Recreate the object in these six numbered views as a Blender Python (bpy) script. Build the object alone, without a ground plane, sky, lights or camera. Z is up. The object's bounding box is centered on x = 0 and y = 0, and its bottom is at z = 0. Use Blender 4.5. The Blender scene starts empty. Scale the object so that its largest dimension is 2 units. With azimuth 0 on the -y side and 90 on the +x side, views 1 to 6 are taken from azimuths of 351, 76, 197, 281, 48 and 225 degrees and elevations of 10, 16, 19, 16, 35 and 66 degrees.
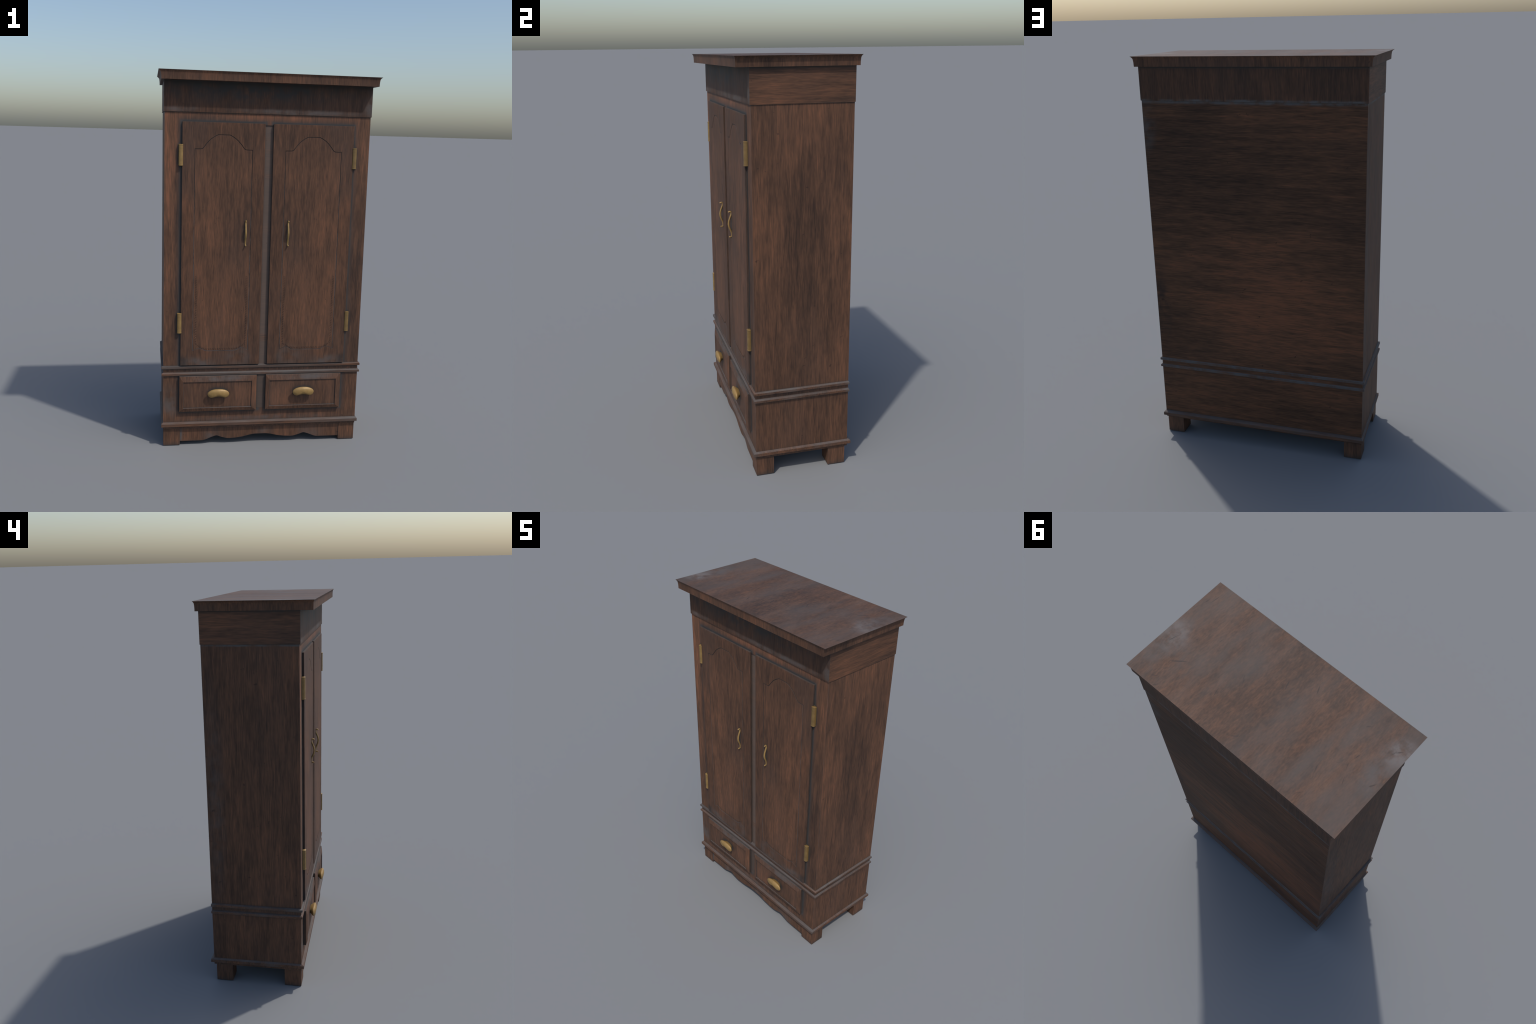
"""Old two-door wooden wardrobe with a pair of drawers under the doors, brass fittings.
Frame: metres, z up, front towards -y, 2.00 m tall."""
import bpy, bmesh, math, random
from mathutils import Vector

random.seed(7)
scene = bpy.context.scene

# ------------------------------------------------------------------ dimensions
BODY_X = 0.5395                    # half width of the cabinet
FRONT, BACK = -0.2095, 0.2605      # planes of the face frame and of the back
FEET_H = 0.096                     # underside of the cabinet
BODY_TOP = 1.7985
DOOR_Y = -0.2203                   # front of the doors
DRAWER_Y = -0.2250                 # outer edge of the drawer fronts

# ------------------------------------------------------------------ the thing
wardrobe = bpy.data.objects.new("wardrobe", None)
wardrobe.empty_display_size = 0.2
scene.collection.objects.link(wardrobe)
wardrobe["label"] = "old dark walnut two-door wardrobe with drawers and brass fittings"
wardrobe["category"] = "wardrobe"


# ------------------------------------------------------------------ materials
class Nodes:
    """Small helper that wires shader nodes."""

    def __init__(self, name):
        self.mat = bpy.data.materials.new(name)
        self.mat.use_nodes = True
        self.t = self.mat.node_tree
        self.t.nodes.clear()

    def n(self, kind, **props):
        node = self.t.nodes.new("ShaderNode" + kind)
        for k, v in props.items():
            setattr(node, k, v)
        return node

    def plug(self, socket, value):
        if isinstance(value, bpy.types.NodeSocket):
            self.t.links.new(value, socket)
        elif isinstance(value, (tuple, list)) and len(value) == 3 and socket.type == "RGBA":
            socket.default_value = (*value, 1.0)
        else:
            socket.default_value = value

    def math(self, op, a, b=0.0, clamp=False):
        m = self.n("Math", operation=op, use_clamp=clamp)
        self.plug(m.inputs[0], a)
        self.plug(m.inputs[1], b)
        return m.outputs[0]

    def vmath(self, op, a, b=(0, 0, 0)):
        m = self.n("VectorMath", operation=op)
        self.plug(m.inputs[0], a)
        self.plug(m.inputs[1], b)
        return m.outputs["Value"] if op in ("LENGTH", "DOT_PRODUCT", "DISTANCE") else m.outputs[0]

    def span(self, x, lo, hi, to_lo=0.0, to_hi=1.0):
        m = self.n("MapRange", interpolation_type="SMOOTHSTEP")
        for s, v in zip(m.inputs, (x, lo, hi, to_lo, to_hi)):
            self.plug(s, v)
        return m.outputs[0]

    def mix(self, fac, a, b, blend="MIX"):
        m = self.n("Mix", data_type="RGBA", blend_type=blend)
        self.plug(m.inputs[0], fac)
        self.plug(m.inputs[6], a)
        self.plug(m.inputs[7], b)
        return m.outputs[2]

    def noise(self, vec, scale, detail=4.0, rough=0.55, distort=0.0):
        m = self.n("TexNoise")
        self.plug(m.inputs["Vector"], vec)
        m.inputs["Scale"].default_value = scale
        m.inputs["Detail"].default_value = detail
        m.inputs["Roughness"].default_value = rough
        m.inputs["Distortion"].default_value = distort
        return m.outputs["Fac"]

    def stretch(self, vec, s, rot=(0, 0, 0)):
        m = self.n("Mapping")
        self.plug(m.inputs["Vector"], vec)
        m.inputs["Rotation"].default_value = rot
        m.inputs["Scale"].default_value = s
        return m.outputs[0]

    def ramp(self, fac, stops):
        r = self.n("ValToRGB")
        el = r.color_ramp.elements
        while len(el) < len(stops):
            el.new(0.5)
        for e, (p, c) in zip(el, stops):
            e.position = p
            e.color = (*c, 1)
        self.plug(r.inputs[0], fac)
        return r.outputs[0]

    def finish(self, color, rough, metallic=0.0, normal=None, spec=0.5):
        p = self.n("BsdfPrincipled")
        self.plug(p.inputs["Base Color"], color)
        self.plug(p.inputs["Roughness"], rough)
        self.plug(p.inputs["Metallic"], metallic)
        self.plug(p.inputs["Specular IOR Level"], spec)
        if normal is not None:
            self.plug(p.inputs["Normal"], normal)
        o = self.n("OutputMaterial")
        self.t.links.new(p.outputs[0], o.inputs[0])
        return self.mat


GREY_DUST = (0.098, 0.090, 0.086)
SOOT = (0.018, 0.017, 0.017)
PAINTED_SHADE = (0.034, 0.031, 0.029)


def wood(name, grain="z", gain=1.0, haze=0.35, baked_ao=0.75, mirror=False, patches=(), seed=0.0,
         fine=1.0, dust_up=0.5, red=1.0, base_rough=0.55, film_tone=(0.084, 0.056, 0.045), spec=0.28, length=0.085,
         figure_w=0.15, scratched=0.0, film_from=0.42, warm=1.0, halo=()):
    """Worn dark walnut. grain: axis of the fibres. patches: list of
    (centre, radii, strength, colour name) soft spots laid over the grain."""
    k = Nodes(name)
    tc = k.n("TexCoord", object=wardrobe)
    p = tc.outputs["Object"]
    where = p
    if mirror:
        p = k.vmath("ABSOLUTE", p)
        where = p
    info = k.n("ObjectInfo")
    off = k.n("CombineXYZ")
    for i, f in enumerate((3.1, 5.7, 9.3)):
        k.plug(off.inputs[i], seed * f if mirror else k.math("ADD", k.math("MULTIPLY", info.outputs["Random"], f), seed * f))
    p = k.vmath("ADD", p, off.outputs[0])
    along = {"x": (length, 1, 1), "y": (1, length, 1), "z": (1, 1, length)}[grain]
    half = {"x": (0.3, 1, 1), "y": (1, 0.3, 1), "z": (1, 1, 0.3)}[grain]
    g = k.stretch(p, along)
    h = k.stretch(p, half)
    fibres = k.noise(g, 185.0 * fine, 3.0, 0.6)
    streaks = k.noise(g, 52.0 * fine, 5.0, 0.62, 0.3)
    figure = k.noise(h, 13.0, 5.0, 0.6, 0.4)
    cloud = k.noise(h, 3.4, 3.0, 0.55)
    f = k.math("MULTIPLY", fibres, 0.38)
    f = k.math("ADD", f, k.math("MULTIPLY", streaks, 0.32))
    f = k.math("ADD", f, k.math("MULTIPLY", figure, figure_w))
    f = k.math("ADD", f, k.math("MULTIPLY", cloud, 0.27))
    mottle = k.noise(k.vmath("ADD", h, (7.3, 2.9, 4.1)), 9.5, 4.0, 0.6)
    f = k.math("ADD", f, k.math("MULTIPLY", mottle, 0.19))
    f = k.math("ADD", f, -0.080 - figure_w / 2)
    spots = []
    for centre, radii, strength, tone in patches:
        d = k.vmath("SUBTRACT", where, centre)
        d = k.vmath("DIVIDE", d, radii)
        m = k.span(k.vmath("LENGTH", d), 1.0, 0.15)
        if tone == "light":
            f = k.math("ADD", f, k.math("MULTIPLY", m, strength))
        else:
            spots.append((m, strength, tone))
    c = k.ramp(f, [
        (0.34, (0.040 * gain, 0.0221 * gain, 0.0150 * gain * warm)),
        (0.46, (0.083 * gain, 0.0420 * gain, 0.0250 * gain * warm)),
        (0.54, (0.122 * gain, 0.0590 * gain, 0.0335 * gain * warm)),
        (0.66, (0.200 * gain * red, 0.0870 * gain, 0.046 * gain * warm)),
    ])
    # faded grey-brown film, in clouds
    film = k.span(k.noise(h, 5.5, 4.0, 0.6), film_from, film_from + 0.30, 0.0, haze)
    c = k.mix(film, c, film_tone)
    for m, strength, tone in spots:
        rag = k.span(k.noise(p, 16.0, 4.0, 0.6), 0.28, 0.70)
        m = k.math("MULTIPLY", m, k.math("MULTIPLY", rag, strength), True)
        c = k.mix(m, c, {"scuff": (0.26, 0.24, 0.235), "dust": GREY_DUST, "soot": SOOT, "painted_shade": PAINTED_SHADE}[tone])
    # contact shade painted as a grey border round the doors and drawers
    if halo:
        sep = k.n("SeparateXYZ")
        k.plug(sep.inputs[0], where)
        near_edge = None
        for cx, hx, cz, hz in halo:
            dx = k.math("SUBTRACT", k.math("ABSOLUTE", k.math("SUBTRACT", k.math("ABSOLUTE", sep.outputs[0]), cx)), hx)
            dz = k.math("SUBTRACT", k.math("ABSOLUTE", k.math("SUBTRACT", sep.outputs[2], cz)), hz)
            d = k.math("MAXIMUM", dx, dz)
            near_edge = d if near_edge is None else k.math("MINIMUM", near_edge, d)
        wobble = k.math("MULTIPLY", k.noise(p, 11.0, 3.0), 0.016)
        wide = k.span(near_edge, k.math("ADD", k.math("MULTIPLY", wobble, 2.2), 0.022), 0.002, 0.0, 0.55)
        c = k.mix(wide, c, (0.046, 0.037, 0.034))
        painted_shade = k.span(near_edge, k.math("ADD", wobble, 0.008), 0.001, 0.0, 0.85)
        c = k.mix(painted_shade, c, (0.062, 0.060, 0.059))
    # dark nicks
    n1 = k.stretch(p, (1.0, 1.0, 1.0), (0.5, 0.4, 0.7))
    n1 = k.stretch(n1, (1, 0.12, 0.8))
    nick = k.span(k.noise(n1, 62.0, 2.0, 0.5), 0.725, 0.77, 0.0, 0.5)
    c = k.mix(nick, c, (0.018, 0.013, 0.011))
    if scratched:
        for turn, shift in ((0.9, 0.0), (-0.35, 4.0), (0.2, 9.0)):
            q = k.stretch(k.vmath("ADD", p, (shift, shift, 0)), (1, 1, 1), (0.0, 0.0, turn))
            q = k.stretch(q, (1, 0.14, 1))
            line = k.span(k.noise(q, 60.0, 1.0, 0.5), 0.755, 0.83, 0.0, scratched)
            c = k.mix(line, c, (0.022, 0.017, 0.016))
    # occlusion shadow tinted into the corners, pale dust on ledges
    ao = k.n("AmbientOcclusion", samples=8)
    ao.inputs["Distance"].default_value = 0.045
    ao_tint = k.span(ao.outputs["AO"], 0.50, 0.97, baked_ao, 0.0)
    ao_tint = k.math("MULTIPLY", ao_tint, k.span(k.noise(p, 9.0, 3.0), 0.25, 0.6, 0.6, 1.0))
    c = k.mix(ao_tint, c, (0.036, 0.034, 0.033))
    near = k.n("AmbientOcclusion", samples=6)
    near.inputs["Distance"].default_value = 0.014
    c = k.mix(k.span(near.outputs["AO"], 0.50, 0.90, baked_ao * 0.85, 0.0), c, (0.045, 0.0445, 0.0445))
    geo = k.n("NewGeometry")
    up = k.span(k.vmath("DOT_PRODUCT", geo.outputs["Normal"], (0, 0, 1)), 0.3, 0.9, 0.0, dust_up)
    c = k.mix(k.math("MULTIPLY", up, k.span(k.noise(p, 7.0, 3.0), 0.35, 0.65, 0.35, 1.0)), c, GREY_DUST)
    # rubbed edges
    bev = k.n("Bevel", samples=4)
    bev.inputs["Radius"].default_value = 0.004
    rub = k.span(k.vmath("DOT_PRODUCT", bev.outputs[0], geo.outputs["Normal"]), 0.99, 0.85, 0.0, 0.35)
    rub = k.math("MULTIPLY", rub, k.span(k.noise(p, 6.0, 3.0), 0.35, 0.6))
    c = k.mix(rub, c, (0.10, 0.085, 0.078))
    bump = k.n("Bump")
    bump.inputs["Strength"].default_value = 0.25
    bump.inputs["Distance"].default_value = 0.0012
    k.plug(bump.inputs["Height"], k.math("ADD", streaks, k.math("MULTIPLY", fibres, 0.5)))
    rough = k.math("ADD", k.math("MULTIPLY", figure, 0.2), base_rough)
    return k.finish(c, rough, 0.0, bump.outputs[0], spec)


def brass(name, gain):
    k = Nodes(name)
    tc = k.n("TexCoord")
    p = tc.outputs["Object"]
    stain = k.noise(p, 40.0, 4.0, 0.6)
    c = k.ramp(stain, [(p_, tuple(gain * v for v in rgb)) for p_, rgb in ((0.3, (0.240, 0.147, 0.049)), (0.55, (0.298, 0.184, 0.061)), (0.75, (0.35, 0.222, 0.078)))])
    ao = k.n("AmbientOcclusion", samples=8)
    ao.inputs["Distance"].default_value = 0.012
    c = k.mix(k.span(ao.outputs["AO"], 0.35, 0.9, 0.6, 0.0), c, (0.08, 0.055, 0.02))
    bump = k.n("Bump")
    bump.inputs["Strength"].default_value = 0.08
    bump.inputs["Distance"].default_value = 0.0005
    k.plug(bump.inputs["Height"], k.noise(p, 160.0, 3.0))
    return k.finish(c, k.span(stain, 0.3, 0.7, 0.55, 0.45), 0.12, bump.outputs[0], 0.5)


SIDE_WOOD = wood("walnut_upright", "z", 0.95, 0.15, 0.7, seed=1.0, patches=[
    ((0.54, 0.02, 1.20), (0.2, 0.13, 0.50), -0.045, "light"),
    ((-0.54, 0.0, 1.7965), (0.03, 1.2, 0.012), 1.5, "dust"),
    ((-0.54, 0.22, 1.0), (0.03, 0.07, 0.7), 0.35, "dust"),
])
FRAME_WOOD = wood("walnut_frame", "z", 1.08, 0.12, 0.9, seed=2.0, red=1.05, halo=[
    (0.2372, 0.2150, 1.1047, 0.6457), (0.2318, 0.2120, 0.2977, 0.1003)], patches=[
    ((0.0, -0.21, 1.778), (0.30, 0.1, 0.035), 0.06, "light"),
    ((-0.505, -0.21, 1.2), (0.04, 0.1, 0.75), 0.05, "light"),
    ((0.50, -0.21, 1.0), (0.05, 0.1, 0.65), -0.05, "light"),
    ((-0.50, -0.21, 0.25), (0.07, 0.1, 0.13), 0.7, "dust"),
    ((0.0, -0.21, 0.145), (0.55, 0.1, 0.022), 0.7, "dust"),
])
DOOR_MARKS = [
    ((0.25, 0.22, 0.72), (0.26, 0.3, 0.42), 0.045, "light"),
    ((0.24, 0.22, 1.68), (0.40, 0.3, 0.16), -0.03, "light"),
    ((0.14, 0.22, 0.50), (0.10, 0.1, 0.09), 0.55, "dust"),
    ((0.36, 0.22, 0.47), (0.16, 0.1, 0.05), 0.7, "dust"),
    ((0.445, 0.22, 0.475), (0.045, 0.1, 0.06), 0.9, "soot"),
]
DOOR_WOOD = wood("walnut_door", "z", 0.86, 0.35, 0.6, mirror=True, seed=3.0, fine=1.25, patches=DOOR_MARKS)
PANEL_WOOD = wood("walnut_door_panel", "z", 0.97, 0.22, 0.6, mirror=True, seed=3.0, fine=1.25, patches=DOOR_MARKS)  # door wood lightened, so the arch's relief shading reads
CARVED_WOOD = wood("walnut_carving", "z", 0.74, 0.1, 0.9, mirror=True, seed=3.0, fine=1.25)
DRAWER_WOOD = wood("walnut_drawer", "z", 0.98, 0.25, 0.8, seed=4.0, patches=[
    ((0.10, -0.23, 0.28), (0.13, 0.1, 0.1), 0.06, "light"),
    ((-0.10, -0.23, 0.28), (0.12, 0.1, 0.1), 0.06, "light"),
    ((0.25, -0.23, 0.385), (0.22, 0.1, 0.026), 0.8, "dust"),
    ((-0.24, -0.23, 0.385), (0.22, 0.1, 0.026), 0.8, "dust"),
])
BACK_WOOD = wood("walnut_back", "x", 0.88, 0.05, 0.6, seed=5.0, length=0.075, warm=0.96, red=1.08, spec=0.2, figure_w=0.18, fine=1.15, patches=[
    ((-0.15, 0.26, 0.72), (0.75, 0.3, 0.60), 0.065, "light"),
    ((0.35, 0.26, 1.50), (0.50, 0.3, 0.60), -0.06, "light"),
    ((0.52, 0.26, 0.75), (0.07, 0.3, 0.30), 0.8, "soot"),
    ((0.53, 0.26, 1.68), (0.07, 0.3, 0.17), 0.6, "dust"),
    ((-0.10, 0.262, 1.7965), (2.5, 0.1, 0.016), 1.6, "dust"),
])
FRIEZE_WOOD = wood("walnut_frieze", "z", 0.66, 0.10, 1.0, seed=6.0, patches=[  # base colour lowered and top edge painted dark for the cornice shadow
    ((-0.08, -0.215, 1.955), (0.85, 0.05, 0.16), 1.3, "painted_shade"),
    ((0.15, -0.215, 1.812), (0.45, 0.05, 0.022), 0.75, "dust"),
    ((-0.45, -0.215, 1.812), (0.12, 0.05, 0.022), 0.8, "dust"),
    ((0.535, -0.215, 1.85), (0.05, 0.05, 0.08), 0.7, "dust"),  # grey patch paints the sunlit right end past the cornice shadow
    ((-0.25, 0.263, 1.799), (1.4, 0.05, 0.014), 1.5, "dust"),
    ((-0.25, 0.263, 1.953), (0.9, 0.05, 0.014), 0.6, "dust"),
])
FRIEZE_SIDE_WOOD = wood("walnut_frieze_side", "y", 0.85, 0.15, 0.9, seed=7.0)
CORNICE_WOOD = wood("walnut_cornice", "z", 0.88, 0.20, 0.5, seed=8.0, dust_up=0.0)
TOP_WOOD = wood("walnut_top", "y", 0.80, 0.70, 0.4, seed=9.0, fine=0.75, dust_up=0.08, base_rough=0.62, length=0.30, figure_w=0.30, scratched=0.75,
                film_tone=(0.082, 0.065, 0.057), red=0.9, spec=0.4, patches=[
    ((0.535, 0.045, 2.0), (0.11, 0.12, 0.2), 0.40, "scuff"),
    ((0.52, 0.10, 2.0), (0.16, 0.22, 0.2), 0.45, "dust"),
    ((-0.54, -0.15, 2.0), (0.08, 0.10, 0.2), 0.60, "scuff"),
    ((-0.54, -0.06, 2.0), (0.14, 0.24, 0.2), 0.60, "dust"),
])
MOULDING_WOOD = wood("walnut_moulding", "x", 0.95, 0.75, 0.4, seed=10.0, dust_up=0.7, film_tone=(0.094, 0.080, 0.072), film_from=0.40, patches=[
    ((0.0, 0.270, 0.425), (3.0, 0.04, 0.10), 1.3, "dust"),
    ((0.05, -0.22, 0.418), (0.40, 0.03, 0.03), 0.8, "dust"),
])
FOOT_WOOD = wood("walnut_foot", "z", 1.05, 0.15, 0.7, seed=11.0)
STILE_WOOD = wood("walnut_centre_stile", "x", 1.1, 0.80, 0.3, seed=12.0, film_tone=(0.128, 0.098, 0.082), film_from=0.17)
DIVIDER_WOOD = wood("walnut_divider", "x", 1.0, 0.8, 0.6, seed=15.0, film_tone=(0.088, 0.069, 0.058), film_from=0.14)
APRON_WOOD = wood("walnut_apron", "z", 1.0, 0.25, 0.8, seed=13.0, patches=[
    ((-0.443, -0.205, 0.06), (0.014, 0.05, 0.09), 1.0, "dust"),
    ((-0.27, -0.205, 0.05), (0.06, 0.05, 0.06), 0.6, "dust"),
    ((0.28, -0.205, 0.05), (0.09, 0.05, 0.06), 0.5, "dust"),
    ((0.02, -0.205, 0.06), (0.08, 0.05, 0.03), 0.5, "dust"),
])
SEAM = wood("walnut_seam", "z", 0.45, 1.0, 0.0, seed=14.0, film_tone=(0.020, 0.016, 0.014), film_from=0.1, patches=[((0.0, -0.22, 0.90), (4.0, 2.0, 0.74), 1.8, "dust")])  # line drawn in colour: dark shade at the arch, lit grey lower down
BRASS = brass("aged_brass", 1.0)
HINGE_BRASS = brass("darker_brass", 0.64)
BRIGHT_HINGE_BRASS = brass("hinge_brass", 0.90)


# ------------------------------------------------------------------ geometry
def add(name, bm, mat, parent=wardrobe, at=(0, 0, 0), bevel=0.0, smooth=False, kind=None, segments=2):
    """Mesh object from a bmesh given in world coordinates; its origin is moved to `at`."""
    bmesh.ops.translate(bm, vec=-Vector(at), verts=bm.verts)
    bmesh.ops.recalc_face_normals(bm, faces=bm.faces)
    me = bpy.data.meshes.new(name)
    bm.to_mesh(me)
    bm.free()
    return place(name, me, mat, parent, at, bevel, smooth, kind, segments)


def place(name, me, mat, parent, at, bevel=0.0, smooth=False, kind=None, segments=2):
    ob = bpy.data.objects.new(name, me)
    scene.collection.objects.link(ob)
    if mat and not me.materials:
        me.materials.append(mat)
    up, chain = parent, Vector((0, 0, 0))
    while up is not None:
        chain += Vector(up.location)
        up = up.parent
    ob.parent = parent
    ob.location = Vector(at) - chain
    if bevel:
        b = ob.modifiers.new("rounded_edges", "BEVEL")
        b.width, b.segments, b.limit_method = bevel, segments, "ANGLE"
        b.angle_limit = math.radians(30)
        b.harden_normals = True
    if smooth or bevel:
        for poly in me.polygons:
            poly.use_smooth = True
        me.set_sharp_from_angle(angle=math.radians(35))
    if kind:
        ob["kind"] = kind
    return ob


def again(ob, at):
    """A repeat that shares its mesh."""
    c = ob.copy()
    scene.collection.objects.link(c)
    c.location = at
    return c


def loft(loops, close_ends=True):
    """Skin through loops of equal length."""
    bm = bmesh.new()
    rows = [[bm.verts.new(v) for v in loop] for loop in loops]
    n = len(rows[0])
    for a, b in zip(rows, rows[1:]):
        for i in range(n):
            bm.faces.new((a[i], a[(i + 1) % n], b[(i + 1) % n], b[i]))
    if close_ends:
        bm.faces.new(rows[0][::-1])
        bm.faces.new(rows[-1])
    return bm


def rect_xy(hx, y0, y1, z):
    return [(-hx, y0, z), (hx, y0, z), (hx, y1, z), (-hx, y1, z)]


def rect_xz(x0, x1, z0, z1, y):
    return [(x0, y, z0), (x1, y, z0), (x1, y, z1), (x0, y, z1)]


def box(x0, x1, y0, y1, z0, z1):
    return loft([[(x0, y0, z), (x1, y0, z), (x1, y1, z), (x0, y1, z)] for z in (z0, z1)])


# ---- cabinet walls: upper part behind the doors, lower part round the drawers
T = 0.020


def mitred_wall(outer, inner, z0, z1):
    """Upright board whose ends are cut at 45 degrees: plan given by its outer and inner edge."""
    plan = [outer[0], outer[1], inner[1], inner[0]]
    return loft([[(x, y, z) for x, y in plan] for z in (z0, z1)])


def side_wall(s, hx, y0, y1, z0, z1):
    return mitred_wall(((s * hx, y0), (s * hx, y1)), ((s * (hx - T), y0 + T), (s * (hx - T), y1 - T)), z0, z1)


def cross_wall(hx, y, inward, z0, z1):
    return mitred_wall(((-hx, y), (hx, y)), ((-hx + T, y + inward * T), (hx - T, y + inward * T)), z0, z1)


for z0, z1 in ((0.420, BODY_TOP), (FEET_H, 0.4198)):
    for s in (-1, 1):
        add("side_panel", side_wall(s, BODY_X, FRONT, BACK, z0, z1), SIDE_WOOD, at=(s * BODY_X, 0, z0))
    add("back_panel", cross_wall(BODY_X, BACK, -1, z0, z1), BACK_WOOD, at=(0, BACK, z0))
inner_x = BODY_X - T
add("bottom_board", box(-inner_x, inner_x, FRONT + T, BACK - T, FEET_H, FEET_H + 0.016), FOOT_WOOD, at=(0, 0, FEET_H))

# ---- frieze under the cornice
FZ0, FZ1, FZ_X, FZ_F, FZ_B = 1.7985, 1.9535, 0.543, -0.2145, 0.263
for s in (-1, 1):
    add("frieze_side", side_wall(s, FZ_X, FZ_F, FZ_B, FZ0, FZ1), FRIEZE_SIDE_WOOD, at=(s * FZ_X, 0, FZ0))
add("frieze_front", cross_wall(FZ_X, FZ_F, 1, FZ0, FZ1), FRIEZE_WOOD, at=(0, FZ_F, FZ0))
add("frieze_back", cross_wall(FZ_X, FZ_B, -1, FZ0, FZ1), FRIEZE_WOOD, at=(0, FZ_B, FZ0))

# ---- cornice: vertical fascia that sweeps out to a sharp lip, with the flat top board
def cornice_ring(lip, z):
    return rect_xy(0.5572 + lip, -(0.2755 + 0.47 * lip), 0.2757 + 0.47 * lip, z)

sweep = [(0.0, FZ1), (0.0004, 1.964), (0.0010, 1.974), (0.0020, 1.982), (0.0032, 1.9885), (0.0070, 1.9938), (0.0143, 1.9996)]
add("cornice", loft([cornice_ring(l, z) for l, z in sweep]), CORNICE_WOOD, at=(0, 0, FZ1), smooth=True)
add("top_board", loft([rect_xy(0.5715, -0.2822, 0.2824, z) for z in (1.9992, 2.0)]), TOP_WOOD, at=(0, 0, 2.0))

# ---- two slim mouldings between doors and drawers, and the base moulding
def moulding(name, z0, z1, slope, out_x, front, back, edge):
    inside = rect_xy(BODY_X - 0.004, FRONT + 0.004, BACK - 0.002, z0)
    loops = [inside,
             rect_xy(out_x - edge, front + edge, back - edge, z0),
             rect_xy(out_x, front, back, z0 + edge),
             rect_xy(out_x, front, back, z1 - edge),
             rect_xy(out_x - edge, front + edge, back - edge, z1),
             rect_xy(BODY_X - 0.004, FRONT + 0.004, BACK - 0.002, z1 + slope)]
    return add(name, loft(loops), MOULDING_WOOD, at=(0, 0, z0), smooth=True)

moulding("moulding", 0.4388, 0.4516, 0.0055, 0.5492, -0.2178, 0.2640, 0.0010)
moulding("moulding", 0.4000, 0.4122, 0.0075, 0.5487, -0.2172, 0.2640, 0.0010)
moulding("base_moulding", 0.1100, 0.1277, 0.0085, 0.5487, -0.2232, 0.2766, 0.0012)

# ---- feet
foot = None
for x in (-0.492, 0.492):
    for y in (-0.1635, 0.2050):
        if foot is None:
            foot = add("foot", box(x - 0.045, x + 0.045, y - 0.0443, y + 0.0443, 0, 0.0965), FOOT_WOOD, at=(x, y, 0), bevel=0.0012)
        else:
            again(foot, (x, y, 0))

# ---- scalloped apron between the front feet
half_scallop = [(0.034, 0.0490), (0.060, 0.0445), (0.100, 0.0348), (0.140, 0.0295), (0.176, 0.0275), (0.190, 0.0290),
                (0.222, 0.0385), (0.240, 0.0455), (0.2465, 0.0468), (0.253, 0.0455), (0.275, 0.0380), (0.303, 0.0262), (0.320, 0.0210), (0.4475, 0.0208)]
edge = [(-x, z) for x, z in reversed(half_scallop)] + half_scallop
bm = bmesh.new()
for (xa, za), (xb, zb) in zip(edge, edge[1:]):
    for y in (-0.2050, -0.1870):
        bm.faces.new([bm.verts.new(v) for v in ((xa, y, za), (xb, y, zb), (xb, y, 0.0965), (xa, y, 0.0965))])
    bm.faces.new([bm.verts.new(v) for v in ((xa, -0.2050, za), (xb, -0.2050, zb), (xb, -0.1870, zb), (xa, -0.1870, za))])
bmesh.ops.remove_doubles(bm, verts=bm.verts, dist=1e-5)
add("apron", bm, APRON_WOOD, at=(0, -0.196, 0.02))


# ---- doors
def panel_outline(cx, grow=0.0):
    """Arched panel: square shoulders, ogee arch on top, two small humps at the foot."""
    right = [(0.0715, 0.5380), (0.085, 0.5405), (0.099, 0.5500), (0.1135, 0.5548), (0.128, 0.5500), (0.150, 0.5395),
             (0.1505, 1.6145), (0.1180, 1.6150), (0.1080, 1.6190), (0.0925, 1.6400), (0.0780, 1.6570), (0.0640, 1.6695), (0.0450, 1.6815), (0.0310, 1.6890)]
    pts = right + [(-x, z) for x, z in reversed(right)]
    mid = 1.12
    return [(cx + x * (1 + grow / 0.15), mid + (z - mid) * (1 + grow / 0.57)) for x, z in pts]


def slab_with_hole(outer, inner, y_front, y_back):
    """Board in the xz plane with an opening; front and back skins from a filled 2D curve."""
    cu = bpy.data.curves.new("tmp", "CURVE")
    cu.dimensions, cu.fill_mode = "2D", "BOTH"
    cu.extrude = abs(y_back - y_front) / 2
    for pts in (outer, inner):
        if not pts:
            continue
        sp = cu.splines.new("POLY")
        sp.points.add(len(pts) - 1)
        for q, (x, z) in zip(sp.points, pts):
            q.co = (x, z, 0, 1)
        sp.use_cyclic_u = True
    ob = bpy.data.objects.new("tmp", cu)
    scene.collection.objects.link(ob)
    me = bpy.data.meshes.new_from_object(ob.evaluated_get(bpy.context.evaluated_depsgraph_get()))
    bpy.data.objects.remove(ob)
    bpy.data.curves.remove(cu)
    bm = bmesh.new()
    bm.from_mesh(me)
    bpy.data.meshes.remove(me)
    bmesh.ops.remove_doubles(bm, verts=bm.verts, dist=1e-6)
    for v in bm.verts:
        x, z, d = v.co
        v.co = (x, (y_front + y_back) / 2 + d, z)
    return bm


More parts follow.
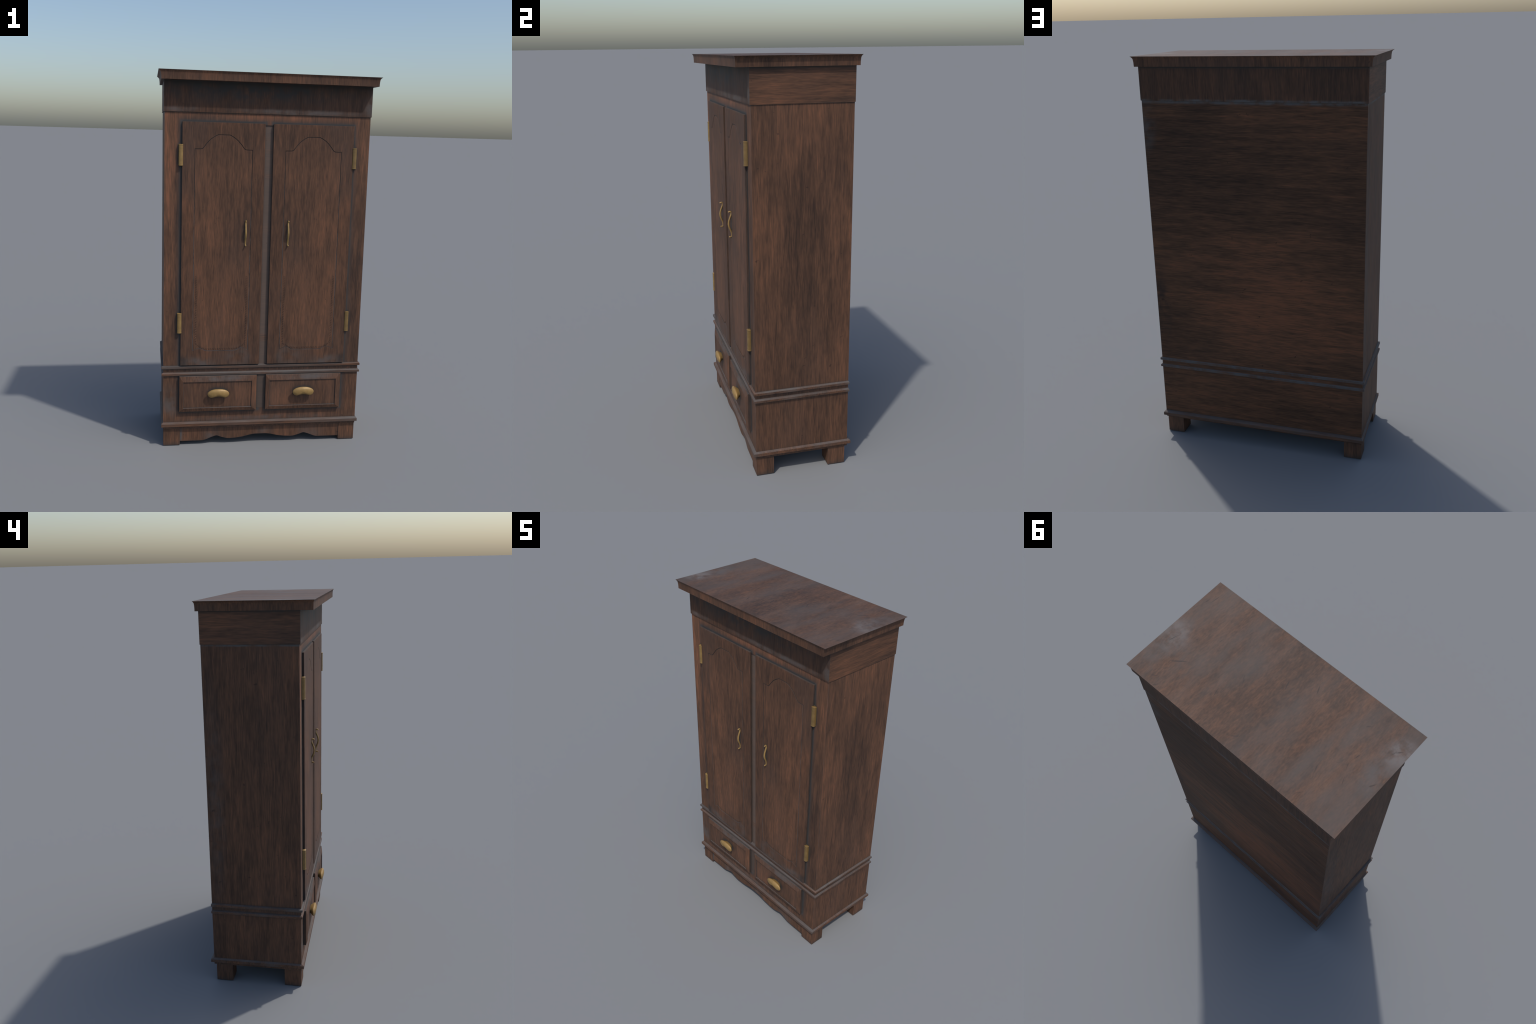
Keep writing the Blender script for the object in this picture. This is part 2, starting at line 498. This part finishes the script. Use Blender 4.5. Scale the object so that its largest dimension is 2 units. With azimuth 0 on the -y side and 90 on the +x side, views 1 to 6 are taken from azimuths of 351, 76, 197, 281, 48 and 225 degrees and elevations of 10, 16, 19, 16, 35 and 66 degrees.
def rope(points, pitch=0.0095, long=0.0066, slim=0.0030):
    """Twisted-cord carving: a row of slanted lens-shaped beads, worn away towards the top."""
    bm = bmesh.new()
    lengths = [0.0]
    for a, b in zip(points, points[1:]):
        lengths.append(lengths[-1] + math.dist(a, b))
    s = pitch / 2
    while s < lengths[-1]:
        i = max(j for j in range(len(lengths) - 1) if lengths[j] <= s)
        t = (s - lengths[i]) / (lengths[i + 1] - lengths[i])
        (xa, za), (xb, zb) = points[i], points[i + 1]
        x, z = xa + (xb - xa) * t, za + (zb - za) * t
        ang = math.atan2(zb - za, xb - xa) + math.radians(58)
        ca, sa = math.cos(ang), math.sin(ang)
        height = 0.0008 * min(1.0, max(0.1, (0.98 - z) / 0.3)) * random.uniform(0.75, 1.0)
        crown = bm.verts.new((x, DOOR_Y + 0.0003 - height, z))
        rings = []
        for f, d in ((0.6, 0.7), (1.0, -0.15)):
            rings.append([])
            for j in range(10):
                px, pz = math.cos(j * math.pi / 5) * long * f, math.sin(j * math.pi / 5) * slim * f
                rings[-1].append(bm.verts.new((x + px * ca - pz * sa, DOOR_Y + 0.0003 - height * d, z + px * sa + pz * ca)))
        for j in range(10):
            m = (j + 1) % 10
            bm.faces.new((crown, rings[0][j], rings[0][m]))
            bm.faces.new((rings[0][j], rings[1][j], rings[1][m], rings[0][m]))
        s += pitch
    return bm


HANDLE = [(0.0150, 1.2408), (0.0125, 1.2440), (0.0080, 1.2455), (0.0030, 1.2445), (0.0006, 1.2390), (0.0010, 1.2320),
          (0.0045, 1.2220), (0.0090, 1.2100), (0.0130, 1.1980), (0.0150, 1.1860), (0.0148, 1.1760), (0.0120, 1.1640), (0.0080, 1.1540),
          (0.0035, 1.1440), (0.0008, 1.1350), (0.0000, 1.1260), (0.0006, 1.1195), (0.0035, 1.1158), (0.0080, 1.1150), (0.0150, 1.1160)]


def smooth_path(pts, per=5):
    out = []
    for i in range(len(pts) - 1):
        p0, p1, p2, p3 = (Vector(pts[max(0, min(len(pts) - 1, i + d))]) for d in (-1, 0, 1, 2))
        for j in range(per):
            t = j / per
            out.append(0.5 * (2 * p1 + (p2 - p0) * t + (2 * p0 - 5 * p1 + 4 * p2 - p3) * t * t + (3 * p1 - p0 - 3 * p2 + p3) * t ** 3))
    return out + [Vector(pts[-1])]


def handle_mesh(cx):
    """S-bow pull: flat oval bar, widest in the middle, with curled tips ending in small knobs."""
    path = smooth_path(HANDLE)
    n, ring = len(path), 14
    loops = []
    for i, q in enumerate(path):
        t = i / (n - 1)
        d = (path[min(n - 1, i + 1)] - path[max(0, i - 1)]).normalized()
        nrm = Vector((-d.y, d.x))
        swell = math.sin(math.pi * t) ** 1.3
        wide, thick = 0.0034 + 0.0019 * swell, 0.0034 + 0.0013 * swell
        tip = min(t, 1 - t)
        knob = math.exp(-((tip - 0.03) / 0.022) ** 2) * 0.0011
        cap = min(1.0, math.sqrt(max(0.0, tip / 0.018)) + 0.05)
        loop = []
        for j in range(ring):
            a = 2 * math.pi * j / ring
            o = nrm * math.sin(a) * (thick + knob) * cap
            loop.append((cx + math.cos(a) * (wide + knob) * cap, -0.2187 - (q.x + o.x), q.y + o.y))
        loops.append(loop)
    return loft(loops)


def hinge_mesh(cx, z0, z1):
    """Barrel hinge with flattened flanks and a thin collar at each end."""
    bm = bmesh.new()
    section = [(-0.0125, 0.0), (-0.0125, 0.0100), (-0.0100, 0.0150), (-0.0045, 0.0178), (0.0045, 0.0178), (0.0100, 0.0150), (0.0125, 0.0100), (0.0125, 0.0)]
    loops = []
    for z, s in ((z0, 0.90), (z0 + 0.0012, 1.0), (z0 + 0.005, 1.0), (z0 + 0.0056, 0.955), (z1 - 0.0056, 0.955), (z1 - 0.005, 1.0), (z1 - 0.0012, 1.0), (z1, 0.90)):
        loops.append([(cx + x * s, FRONT + 0.0004 - y * s, z) for x, y in section])
    bm.free()
    return loft(loops)


# ---- face frames: the upper one has a slot between the doors, closed by a recessed stile
upper = [(-BODY_X, 0.420), (BODY_X, 0.420), (BODY_X, BODY_TOP), (-BODY_X, BODY_TOP)]
slot = [(-0.030, 0.4530), (0.030, 0.4530), (0.030, 1.7415), (-0.030, 1.7415)]
bm = slab_with_hole(upper, slot, FRONT, FRONT + T)
for v in bm.verts:
    if v.co.y > FRONT + T / 2 and abs(v.co.x) > 0.5:
        v.co.x = math.copysign(inner_x, v.co.x)
add("face_frame", bm, FRAME_WOOD, at=(0, FRONT, 0.420))
add("face_frame", cross_wall(BODY_X, FRONT, 1, FEET_H, 0.4198), FRAME_WOOD, at=(0, FRONT, FEET_H))
add("centre_stile", box(-0.0300, 0.0300, FRONT + 0.0040, FRONT + 0.016, 0.4530, 1.7415), STILE_WOOD, at=(0, FRONT, 0.453))
add("drawer_divider", box(-0.0305, 0.0180, FRONT - 0.0006, FRONT + 0.006, 0.205, 0.400), DIVIDER_WOOD, at=(-0.006, FRONT, 0.205))

DOOR_Z = (0.4592, 1.7502)
handle = hinge = carving = None
for cx, x0, x1, hinge_x, handle_x in ((-0.2357, -0.4492, -0.0216, -0.4560, -0.1130), (0.2375, 0.0224, 0.4520, 0.4585, 0.1148)):
    outer = [(x0, DOOR_Z[0]), (x1, DOOR_Z[0]), (x1, DOOR_Z[1]), (x0, DOOR_Z[1])]
    at = (cx, DOOR_Y, DOOR_Z[0])
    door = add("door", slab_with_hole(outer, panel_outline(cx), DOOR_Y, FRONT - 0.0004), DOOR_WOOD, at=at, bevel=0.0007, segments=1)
    add("door_panel", slab_with_hole(panel_outline(cx, -0.0030), None, DOOR_Y + 0.0004, FRONT - 0.0012), PANEL_WOOD, parent=door, at=(cx, DOOR_Y, 0.54))
    add("panel_groove", slab_with_hole(panel_outline(cx, 0.003), None, DOOR_Y + 0.0015, FRONT - 0.0010), SEAM, parent=door, at=(cx, DOOR_Y, 0.54))
    cord = [(-0.1345, 0.95), (-0.1345, 0.585), (-0.128, 0.572), (-0.112, 0.563), (-0.093, 0.553), (-0.075, 0.5495)]
    cord = [(cx + x, z) for x, z in cord + [(-x, z) for x, z in reversed(cord)]]
    if carving is None:
        carving = add("rope_carving", rope(cord), CARVED_WOOD, parent=door, at=(cx, DOOR_Y, 0.54), smooth=True, kind="stuff")
        first_door = door
        handle = add("door_handle", handle_mesh(handle_x), BRASS, parent=door, at=(handle_x, DOOR_Y, 1.18), smooth=True)
        hinge = add("hinge", hinge_mesh(hinge_x, 1.5265, 1.6360), BRIGHT_HINGE_BRASS, parent=door, at=(hinge_x, FRONT, 1.5812), smooth=True)
        low = again(hinge, Vector((hinge_x, FRONT, 0.6935)) - door.location)
    else:
        for part, where in ((carving, (cx, DOOR_Y, 0.54)), (handle, (handle_x, DOOR_Y, 1.18)), (hinge, (hinge_x, FRONT, 1.5812)), (hinge, (hinge_x, FRONT, 0.6935))):
            c = again(part, Vector(where) - door.location)
            c.parent = door
            if part is hinge:                      # this pair has the darker brass colour
                c.material_slots[0].link = "OBJECT"
                c.material_slots[0].material = HINGE_BRASS


# ---- drawers
def pull_mesh(cx, cz, y_base):
    """Kidney-shaped brass knob: narrow stem, flaring to a sharp rim, softly domed face."""
    right = [(0.0, 0.0262), (0.0130, 0.0257), (0.0250, 0.0240), (0.0375, 0.0205), (0.0480, 0.0150), (0.0555, 0.0080), (0.0588, -0.0005), (0.0570, -0.0090),
             (0.0520, -0.0160), (0.0450, -0.0210), (0.0360, -0.0226), (0.0260, -0.0206), (0.0130, -0.0174), (0.0, -0.0162)]
    rim = right + [(-x, z) for x, z in right[-2:0:-1]]
    rim = smooth_path(rim + rim[:1], 3)[:-1]
    stages = [(0.62, 0.0), (0.64, 0.0030), (0.72, 0.0065), (0.82, 0.0105), (0.915, 0.0145), (0.978, 0.0180), (1.0, 0.0200), (0.99, 0.0215),
              (0.94, 0.0237), (0.84, 0.0263), (0.68, 0.0290), (0.48, 0.0311), (0.26, 0.0324), (0.06, 0.0328)]
    return loft([[(cx + q.x * g, y_base - d, cz + 0.004 * (1 - g) + q.y * g) for q in rim] for g, d in stages])


DRAWER_Z = (0.1975, 0.3978)
pull = None
for x0, x1, pull_x in ((-0.4537, -0.0318, -0.2428), (0.0188, 0.4398, 0.2268)):
    z0, z1 = DRAWER_Z
    ix0, ix1, iz0, iz1 = x0 + 0.0215, x1 - 0.0275, z0 + 0.0210, z1 - 0.0308
    loops = [rect_xz(x0, x1, z0, z1, FRONT - 0.0004),
             rect_xz(x0, x1, z0, z1, DRAWER_Y + 0.0008),
             rect_xz(x0 + 0.0008, x1 - 0.0008, z0 + 0.0008, z1 - 0.0008, DRAWER_Y),
             rect_xz(ix0 - 0.0008, ix1 + 0.0008, iz0 - 0.0008, iz1 + 0.0008, -0.2310),
             rect_xz(ix0, ix1, iz0, iz1, -0.2308),
             rect_xz(ix0 + 0.0015, ix1 - 0.0015, iz0 + 0.0015, iz1 - 0.0015, -0.2263)]
    c = ((x0 + x1) / 2, DRAWER_Y, z0)
    drawer = add("drawer", loft(loops), DRAWER_WOOD, at=c)
    if pull is None:
        pull = add("drawer_pull", pull_mesh(pull_x, 0.3045, -0.2264), BRASS, parent=drawer, at=(pull_x, -0.2264, 0.3045), smooth=True)
    else:
        p = again(pull, Vector((pull_x, -0.2264, 0.3045)) - drawer.location)
        p.parent = drawer
